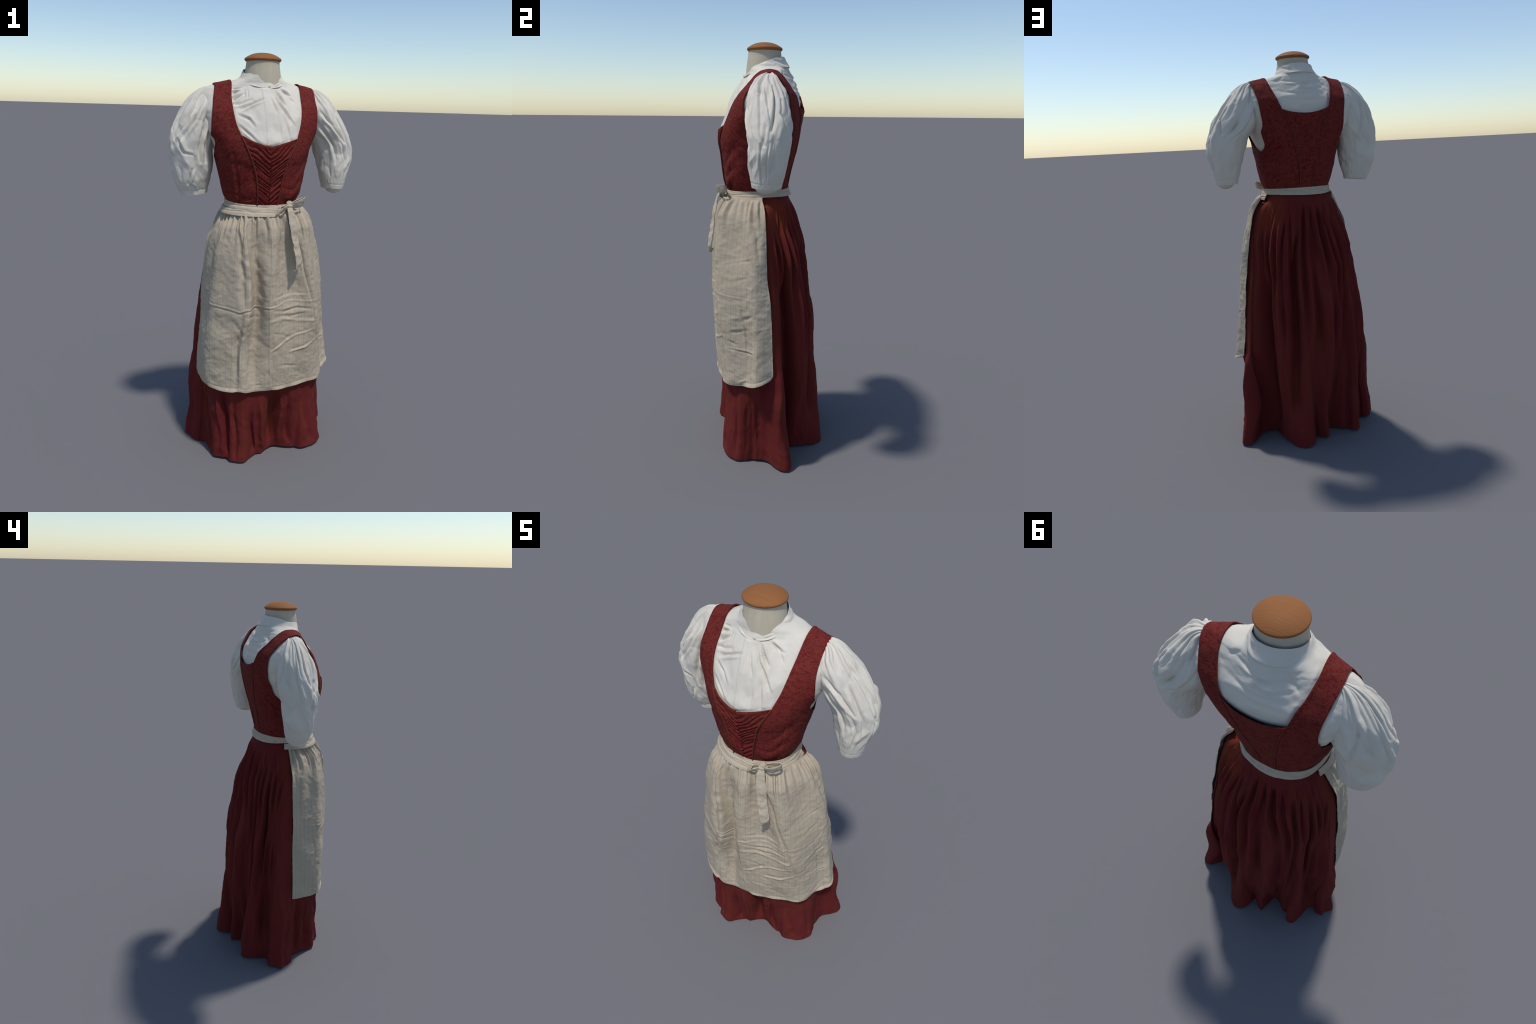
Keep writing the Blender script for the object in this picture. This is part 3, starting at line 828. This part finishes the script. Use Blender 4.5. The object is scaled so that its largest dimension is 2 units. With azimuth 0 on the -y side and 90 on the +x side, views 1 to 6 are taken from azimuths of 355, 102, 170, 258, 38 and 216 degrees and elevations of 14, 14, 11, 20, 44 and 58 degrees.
# ------------------------------------------------------------------ skirt
# foot of the skirt, corner by corner (before the turn), wine-red folds touching the floor
HEM = local(np.array([(-.235, -.237, 0), (-.190, -.255, 0), (-.163, -.262, 0), (-.140, -.288, 0), (-.082, -.299, 0), (-.048, -.262, 0), (-.012, -.224, 0), (.017, -.219, 0),
    (.055, -.182, 0), (.086, -.157, 0), (.130, -.165, 0), (.175, -.171, 0), (.198, -.168, 0), (.234, -.184, 0), (.280, -.165, 0), (.313, -.143, 0), (.346, -.078, 0), (.340, -.035, 0), (.326, .005, 0),
    (.325, .040, 0), (.335, .079, 0), (.368, .115, 0), (.388, .150, 0), (.386, .188, 0), (.345, .196, 0), (.305, .152, 0), (.278, .108, 0), (.235, .078, 0),
    (.185, .075, 0), (.172, .120, 0), (.170, .165, 0), (.149, .212, 0), (.128, .250, 0), (.095, .290, 0), (.055, .303, 0), (.028, .292, 0), (.006, .252, 0), (.000, .208, 0),
    (-.030, .222, 0), (-.066, .234, 0), (-.074, .185, 0), (-.082, .140, 0), (-.112, .132, 0), (-.165, .166, 0), (-.190, .163, 0), (-.212, .198, 0), (-.250, .193, 0),
    (-.266, .140, 0), (-.266, .072, 0), (-.302, .054, 0), (-.320, .066, 0), (-.356, .061, 0), (-.362, .036, 0), (-.388, .000, 0), (-.366, -.020, 0), (-.325, -.078, 0),
    (-.296, -.082, 0), (-.265, -.117, 0), (-.252, -.175, 0)]))
# z, centre x, centre y, half width (right), half depth, half width (left)
SKIRT = np.array([(0.0, -.014, .010, .370, .298, 0.372), (.15, -.012, .008, .352, .280, 0.356), (.30, -.014, .004, .343, .266, 0.350), (.50, -.022, -.012, .327, .254, 0.348),
    (.70, -.032, -.030, .298, .251, 0.338), (.90, -.032, -.046, .281, .238, 0.306), (1.05, -.027, -.056, .264, .222, 0.275), (1.15, -.030, -.064, .232, .199, 0.244),
    (1.22, -.030, -.064, .205, .186, 0.212), (1.27, -.026, -.063, .178, .163, 0.182), (1.30, -.024, -.060, .165, .150, 0.165)])

def skirt_base(phi, z):
    q = pchip(SKIRT[:, 0], SKIRT[:, 1:], z)
    s, c = np.sin(phi), np.cos(phi)
    n = 2.15 + .6 * sstep(.1, -.5, c) * sstep(1.15, .88, z)
    return np.stack([q[..., 0] + np.where(s > 0, q[..., 4], q[..., 2]) * np.sign(s) * np.abs(s) ** (2 / n), q[..., 1] - q[..., 3] * np.sign(c) * np.abs(c) ** (2 / n)], -1)

NS, NRs = 1000, 200
K = len(HEM)
phk = np.unwrap(np.arctan2((HEM[:, 0] + .014) / .372, -(HEM[:, 1] - .010) / .298))
phk = (np.maximum.accumulate(phk) + np.minimum.accumulate(phk[::-1])[::-1]) / 2
phk = phk + np.arange(K) * 1e-3
chord = np.hypot(*np.diff(np.vstack([HEM, HEM[:1]]), axis=0).T)
arc = np.concatenate([[0], np.cumsum(chord)])
ts = np.interp(np.linspace(0, arc[-1], NS, endpoint=False), arc, np.arange(K + 1))
hem = catmull(HEM, ts, True)
phs = np.interp(ts, np.arange(K + 1), np.concatenate([phk, [phk[0] + 2 * np.pi]]))
def ring_blur(a, sig):
    f = np.fft.rfftfreq(len(a)); g = np.exp(-2 * (np.pi * f * sig) ** 2)
    return np.fft.irfft(np.fft.rfft(a, axis=0) * (g[:, None] if a.ndim > 1 else g), len(a), axis=0)
# even out the spacing of the waist correspondence
lin = phs[0] + np.arange(NS) / NS * 2 * np.pi
phs = lin + ring_blur(phs - lin, 10)
dev = hem - skirt_base(phs, np.zeros(NS))
dev_soft = ring_blur(dev, 9)
zrow = 1.30 * (np.linspace(0, 1, NRs) ** 1.0)
PHs, ZS = np.meshgrid(phs, zrow)
amp = pchip([0, .15, .3, .5, .7, .9, 1.1, 1.25, 1.30], [1, .87, .66, .42, .26, .15, .06, .01, 0], zrow)
soft = sstep(.05, .6, zrow)[:, None, None]
amp_f = pchip([0, .08, .2, .35, .6, 1.3], [1, .80, .45, .22, .1, 0], zrow)
wf = sstep(.15, .55, np.cos(phs))[None, :, None]
amp2 = amp[:, None, None] * (1 - wf) + amp_f[:, None, None] * wf
S2 = skirt_base(PHs, ZS) + amp2 * (dev[None] * (1 - soft) + dev_soft[None] * soft)
G = np.concatenate([S2, ZS[..., None]], -1)
outn = np.stack([np.sin(PHs), -np.cos(PHs), 0 * PHs], -1)
# folds: long valleys dropping from the gathered waist; more at the back than under the apron
rng = np.random.default_rng(11)
deg = np.degrees((PHs + np.pi) % (2 * np.pi) - np.pi)          # 0 front, 90 wearer's left, 180 back
deg = np.where(deg < 0, deg + 360, deg)
rel = np.zeros(PHs.shape)
LONG = [(97, 1.22, .55, 3.0, .010), (106, 1.20, .40, 3.5, .016), (115, 1.2, .75, 2.5, .010), (123, 1.19, .35, 3.2, .014), (133, 1.2, .62, 2.8, .012),
        (142, 1.18, .42, 2.6, .013), (151, 1.22, .66, 2.4, .012), (160, 1.17, .35, 3.0, .012), (168, 1.25, .50, 3.0, .018), (178, 1.24, .70, 2.6, .014),
        (187, 1.24, .80, 3.0, .022), (196, 1.2, .45, 2.6, .012), (206, 1.19, .35, 3.2, .016), (215, 1.2, .72, 2.4, .010), (223, 1.17, .30, 3.0, .016),
        (232, 1.18, .6, 2.6, .011), (241, 1.16, .35, 3.0, .013), (250, 1.2, .7, 2.4, .009), (258, 1.17, .45, 2.8, .010), (266, 1.18, .6, 2.6, .008)]
for c0, z1, z0, w, dep in LONG:
    dep = dep * 1.1
    drift = rng.uniform(-5, 5); wav = rng.uniform(.5, 1.8); pz = rng.uniform(0, 6)
    u = (z1 - ZS) / (z1 - z0)
    c = c0 + drift * u + wav * np.sin(ZS * 9 + pz)
    env = sstep(-.02, .18, u) * (1 - sstep(.6, 1.25, u))
    d = (deg - c + 180) % 360 - 180
    ww = w * (0.55 + .6 * np.clip(u, 0, 1.2))
    rel = rel - dep * env * np.exp(-(d / ww) ** 2) + .75 * dep * env * (np.exp(-((d - 1.9 * ww) / (1.1 * ww)) ** 2) + .7 * np.exp(-((d + 1.9 * ww) / (1.1 * ww)) ** 2))
# the big folds that carry down into the hem: bearing (deg, floor plan), half width, depth (+ out), bottom, top
WG = world(G)
bear = np.degrees(np.arctan2(WG[..., 0], -WG[..., 1])) % 360
for c0, w, dep, z0, z1 in [(124, 8.5, -.066, .12, .94), (159, 6.0, -.055, .18, 1.06), (192, 4.5, -.028, .52, 1.08), (251, 7.0, -.050, .18, .96),
                           (227, 6.0, .014, .06, .80), (213, 5.0, .022, .10, .85), (205, 7.0, .032, .18, .85), (178, 5.5, .022, .16, .85), (142, 5.0, .018, .30, .90),
                           (104, 6.0, .030, .50, 1.08), (110, 6.0, .026, .26, .60), (271, 6.0, .015, .25, .92), (18, 9.0, -.050, .06, .40)]:
    c = c0 + 1.2 * np.sin(ZS * 8 + c0)
    env = sstep(z0 - .10, z0 + .10, ZS) * (1 - sstep(z1 - .16, z1 + .06, ZS))
    d = (bear - c + 180) % 360 - 180
    rel = rel + dep * env * np.exp(-np.abs(d / w) ** 2.4)
# narrower creases of the front below the apron: bearing at the floor and higher up, half width, depth
for b0, b1, w, dep, z1 in [(329, 321, 2.2, -.022, .40), (325, 316, 2.0, .010, .40), (338, 333, 2.0, -.012, .34), (352, 350, 2.6, -.024, .26), (8, -2, 3.0, .012, .36),
                           (45, 36, 2.6, -.016, .34), (33, 27, 2.4, .010, .38), (62, 54, 2.5, -.010, .36), (307, 300, 3.0, -.016, .40), (294, 290, 2.5, -.014, .42), (78, 72, 2.4, -.008, .36)]:
    c = b0 + (b1 - b0) * ZS / z1 + .8 * np.sin(ZS * 25 + b0)
    d = (bear - c + 180) % 360 - 180
    rel = rel + dep * sstep(0, .06, ZS) * (1 - sstep(z1 - .12, z1 + .06, ZS)) * np.exp(-(d / w) ** 2)
gat = np.cos(np.radians(deg) * 62 + 2.5 * vnoise(deg / 9, ZS * 3, 0 * ZS, 6)) + .7 * np.cos(np.radians(deg) * 97 + 3 * vnoise(deg / 6, ZS * 3, 0 * ZS, 7))
backm = sstep(70, 100, deg) * (1 - sstep(262, 290, deg))
rel = rel + backm * gat * .0026 * sstep(1.27, 1.20, ZS) * sstep(.85, 1.12, ZS)
rel = rel + (1 - sstep(1.1, 1.25, ZS)) * (.0065 * fbm(deg / 7.0, ZS * 2.2, 0 * ZS, 15, 2) * sstep(0, .25, ZS) + .0045 * crumple(deg / 14, ZS * 5, 0 * ZS, 18, 3))
rel = rel + .0015 * crumple(deg / 4, ZS * 18 + deg / 9, 0 * ZS, 29, 2) * (1 - sstep(1.1, 1.25, ZS))
# the small knock in the left side fold
rel = rel + .012 * np.exp(-((deg - 96) / 3) ** 2 - ((ZS - .50) / .02) ** 2)
under = (1 - sstep(60, 85, deg)) + sstep(282, 300, deg)
rel = rel - .006 * np.clip(under, 0, 1) * sstep(.36, .46, ZS)
G = G + outn * rel[..., None]
# where the apron lies over it, the skirt stays inside
AX, AY = -.01, -.05
az_ap = np.arctan2(AG[..., 0] - AX, -(AG[..., 1] - AY)); r_ap = np.hypot(AG[..., 0] - AX, AG[..., 1] - AY)
az_sk = np.arctan2(G[..., 0] - AX, -(G[..., 1] - AY)); r_sk = np.hypot(G[..., 0] - AX, G[..., 1] - AY)
for i in range(NRs):
    zc = np.clip(zrow[i], .44, 1.284)
    k = int(np.clip(round((1.285 - zc) / (1.285 - .40) * (NV - 1)), 0, NV - 1))
    o = np.argsort(az_ap[k]); lim = np.interp(az_sk[i], az_ap[k][o], r_ap[k][o])
    w = sstep(az_ap[k].min() - .10, az_ap[k].min() + .02, az_sk[i]) * (1 - sstep(az_ap[k].max() - .02, az_ap[k].max() + .12, az_sk[i]))
    w = w * float(sstep(.25, .42, zrow[i]))
    gap = .018 + .012 * float(sstep(.35, .5, zrow[i]) * sstep(1.2, 1.05, zrow[i]))
    e0, e1 = az_ap[k].min(), az_ap[k].max()
    side = np.maximum(sstep(e0 + .30, e0 + .05, az_sk[i]), sstep(e1 - .34, e1 - .06, az_sk[i]))      # close to the apron's side edges
    new = np.minimum(r_sk[i], lim - gap)
    new = new * (1 - side) + np.where(zrow[i] > 1.25, np.minimum(r_sk[i], lim - .014), lim - .007 - .007 * float(sstep(1.02, 1.16, zrow[i]))) * side
    wide = sstep(e0 - .34, e0 - .02, az_sk[i]) * (1 - sstep(e1 + .02, e1 + .30, az_sk[i])) * float(sstep(.38, .50, zrow[i]) * sstep(1.272, 1.22, zrow[i]))
    w = w * (1 - side) + side * np.where(new < r_sk[i], np.maximum(w, wide), wide)
    f = 1 + w * (new / r_sk[i] - 1)
    G[i, :, 0] = AX + (G[i, :, 0] - AX) * f; G[i, :, 1] = AY + (G[i, :, 1] - AY) * f
zhem = .008 + .007 * vnoise(deg / 17, 0 * deg, 0 * deg, 3)
G[..., 2] = G[..., 2] + np.maximum(zhem - .001, 0)[0][None, :] * (1 - ZS / 1.3) ** 6
G[..., 2] -= G[..., 2].min()
V, F = shell(G.reshape(-1, 3), grid_faces(NRs, NS, True), 0.002)
skirt = make('skirt', V, F, WOOL, root)
SK_R = G

# ------------------------------------------------------------------ apron cloth
G, N = AG, AN
W = 0.82                                                          # metres across at the widest
U = S_ * W
d = np.zeros(ZA.shape)
# gathers under the band
wp = .012 * vnoise(S_ * 14, ZA * 5, 0 * ZA, 2)
g = np.cos((S_ + wp) * 2 * np.pi * 19 + 2.2 * vnoise(S_ * 9, 0 * ZA, 0 * ZA, 5)) + .7 * np.cos((S_ + wp) * 2 * np.pi * 33 + 2.6 * vnoise(S_ * 11, 0 * ZA, 0 * ZA, 6))
d = d + .0052 * g * sstep(1.283, 1.262, ZA) * sstep(1.12, 1.25, ZA)
g2 = np.cos((S_ + wp) * 2 * np.pi * 9 + 2.5 * vnoise(S_ * 5, ZA * 1.2, 0 * ZA, 8))
d = d + .0045 * g2 * sstep(1.28, 1.20, ZA) * sstep(.85, 1.15, ZA)
cl, cc, cr = .36 * W, .50 * W, .75 * W
zig = [(0.0, .86), (.09, .845), (.16, .83), (.23, .825), (.27, .812), (.30, .826), (.37, .826), (.40, .832), (.44, .832), (.50, .850), (.60, .842), (.66, .832), (.74, .828), (.82, .846)]
for pts, w, dp, sh in [
    ([(cc + .002, 1.27), (cc + .004, 1.05), (cc, .85), (cc + .002, .55), (cc + .004, .395)], .0035, .0042, 0),      # pressed centre line
    ([(cc - .030, 1.24), (cc - .045, 1.05), (cc - .030, .86), (cc - .038, .70)], .014, -.0075, .3),
    ([(cl - .002, 1.26), (cl + .006, 1.05), (cl + .014, .84)], .012, .0085, 0), ([(cl - .028, 1.22), (cl - .022, 1.05), (cl - .008, .84)], .013, -.0120, 0),
    ([(cl + .012, .82), (cl - .004, .65), (cl - .006, .40)], .009, .0075, 0), ([(cl - .012, .80), (cl - .022, .64), (cl - .018, .40)], .010, -.0095, 0),
    ([(cr - .085, 1.22), (cr - .042, 1.05), (cr - .01, .85), (cr, .60), (cr + .002, .395)], .0055, -.0085, -.5),    # side crease
    ([(cr - .080, 1.10), (cr - .050, .95)], .012, .006, 0),
    (zig, .0050, .0024, 0.6), ([(a, b - .009) for a, b in zig[2:9]], .0050, -.0040, 0),
    ([(.05, .875), (.09, .872), (.14, .885)], .005, -.0055, .4), ([(.085, 1.24), (.055, 1.10), (.05, .90)], .012, -.007, .4),
    ([(.33, 1.25), (.30, 1.19), (.275, 1.12)], .004, -.0050, .6),
    ([(.43, .815), (.48, .80), (.54, .812), (.60, .80)], .008, -.006, .6), ([(.45, .785), (.50, .772), (.57, .78)], .008, -.005, .6),
    ([(.42, .76), (.47, .765), (.54, .745), (.61, .735)], .009, .0065, .5), ([(.44, .865), (.52, .875), (.60, .875)], .007, .004, .5),
    ([(.42, .60), (.47, .635), (.52, .668), (.60, .69)], .006, .0065, .5), ([(.50, .585), (.56, .600), (.615, .632)], .006, .0075, .5),
    ([(.43, .70), (.47, .685), (.50, .66)], .008, -.004, .5), ([(.47, .52), (.53, .50)], .007, -.004, .4),
    ([(.30, .79), (.34, .775)], .008, -.004, .4), ([(.25, .76), (.285, .70), (.29, .62)], .010, -.005, .4),
    ([(.12, .78), (.13, .70), (.125, .62)], .008, -.0035, .4), ([(.14, .60), (.17, .59)], .006, -.004, .4), ([(.11, .45), (.15, .44)], .007, .005, .4),
    ([(.65, .98), (.70, 1.00), (.75, 1.02)], .006, -.004, .4), ([(.66, .90), (.72, .93)], .007, -.004, .4), ([(.68, .72), (.74, .76)], .009, -.008, .4),
    ([(.65, .66), (.70, .68)], .009, -.006, .4), ([(.63, .575), (.69, .572), (.73, .570)], .005, -.0065, .6), ([(.64, .62), (.66, .60)], .007, -.005, .4),
    ([(.68, .83), (.69, .70), (.69, .58)], .006, .004, .4), ([(.66, .41), (.70, .44)], .006, .004, .4),
    ([(.34, .418), (.40, .425)], .006, -.003, .4), ([(.735, 1.27), (.765, 1.15), (.775, 1.02)], .014, -.008, .4)]:
    vary = 1 if len(pts) > 4 and pts is not zig else .75 + .55 * vnoise(U * 30 + w * 900, ZA * 30, 0 * U, 77)
    d = d + fold(U, ZA, pts, w * .85, dp * (1 if abs(pts[0][1] - pts[-1][1]) > .12 else .75), sh) * vary
mid = sstep(1.22, 1.05, ZA)
d = d + mid * (.0050 * fbm(U * 9, ZA * 3.2, 0 * U, 33, 2) + .0038 * facet(U * 14, ZA * 7, 37, 2))
d = d + .0014 * facet(U * 45, ZA * 38, 41, 2)
# stitched hem
hz = ZA - hemz[None]
d = d - .0012 * np.exp(-((hz - .018) / .002) ** 2) + .0012 * sstep(.016, .006, hz)
d = d + .006 * sstep(.02, 0, hz) * vnoise(S_ * 22, 0 * U, 0 * U, 44)
G = G + N * d[..., None]
G = G[::-1]                                                       # rows bottom to top
V, F = shell(G.reshape(-1, 3), grid_faces(NV, NU, False), 0.0022)
apron = make('apron', V, F, LINEN, root)

# band and ties round the waist
def band(name, ph0, ph1, z0, z1, lift, mat, parent, seed, closed=False, sag=None, bulge=.003):
    n = 420; m = 26
    p = np.linspace(ph0, ph1, n, endpoint=not closed)
    t = np.linspace(0, 1, m)[:, None]
    lo = z0(p) if callable(z0) else z0 + 0 * p
    hi = z1(p) if callable(z1) else z1 + 0 * p
    z = lo + (hi - lo) * t
    B = torso(np.broadcast_to(p, z.shape), np.maximum(z, 1.296) * 0 + 1.305)
    B[..., 2] = z
    N = grid_normals(B, closed)
    wob = .0020 * fbm(B[..., 0] * 22, B[..., 1] * 22, z * 60, seed, 2)
    cre = -.0028 * np.exp(-((t - .5 - .22 * np.sin(p * 2.2 + seed)) / .09) ** 2)
    L = lift(p) if callable(lift) else lift
    slope = np.clip(1.305 - z, 0, 1) * .55
    G = B + N * (L + slope + bulge * np.sin(np.pi * t) + wob + cre)[..., None]
    V, F = shell(G.reshape(-1, 3), grid_faces(m, n, closed), .004)
    return make(name, V, F, mat, parent)
fr_ = lambda p: (1 + np.cos(p)) / 2
band('apron_tie', -np.pi, np.pi, lambda p: 1.288 - .004 * np.cos(2 * p) + .002 * np.sin(3 * p), lambda p: 1.322 - .009 * fr_(p) + .004 * np.exp(-((p + 1.4) / .4) ** 2),
     .012, TIE, apron, 3, closed=True, bulge=.003)
band('waistband', -1.93, 1.80, 1.262, 1.290, .013, TIE, apron, 9, bulge=.002)

# bow: knot, two loops, hanging tail
ellipsoid('bow_knot', (.068, -.226, 1.311), (.019, .016, .021), TIE, apron, rough=.22, seed=5, nu=48, nv=32)
# wearer's-left loop: up and out, folded back on itself
ribbon('bow_loop', [(.072, -.228, 1.310), (.092, -.238, 1.316), (.118, -.238, 1.325), (.141, -.222, 1.330), (.141, -.205, 1.329), (.112, -.204, 1.320), (.078, -.213, 1.312)],
       [(.001, -.003, .010), (.000, -.006, .015), (.001, -.007, .018), (.003, -.005, .018), (.002, -.003, .017), (.000, -.002, .014), (0, 0, .009)], TIE, apron, cup=.002, seed=2, thick=.0045)
ribbon('bow_loop', [(.066, -.230, 1.307), (.046, -.244, 1.300), (.022, -.252, 1.289), (.007, -.244, 1.287), (.014, -.228, 1.292), (.042, -.221, 1.302), (.064, -.216, 1.308)],
       [(.003, -.002, .009), (.007, -.003, .015), (.010, -.005, .018), (.011, -.004, .016), (.006, 0, .015), (.003, 0, .012), (.001, 0, .008)], TIE, apron, cup=-.002, seed=4, thick=.0045)
ribbon('bow_tail', [(.066, -.222, 1.316), (.067, -.240, 1.300), (.072, -.256, 1.265), (.080, -.266, 1.215), (.088, -.274, 1.160), (.098, -.283, 1.105), (.106, -.288, 1.060), (.104, -.286, 1.028), (.092, -.278, 1.018)],
       [(.008, .002, .0), (.012, .003, 0), (.017, .006, 0), (.019, .007, 0), (.018, .008, 0), (.018, .009, .002), (.017, .010, .006), (.014, .009, .011), (.010, .008, .012)], TIE, apron, cup=.004, seed=6, crease=.003)

for o in bpy.context.scene.objects:
    o.select_set(False)
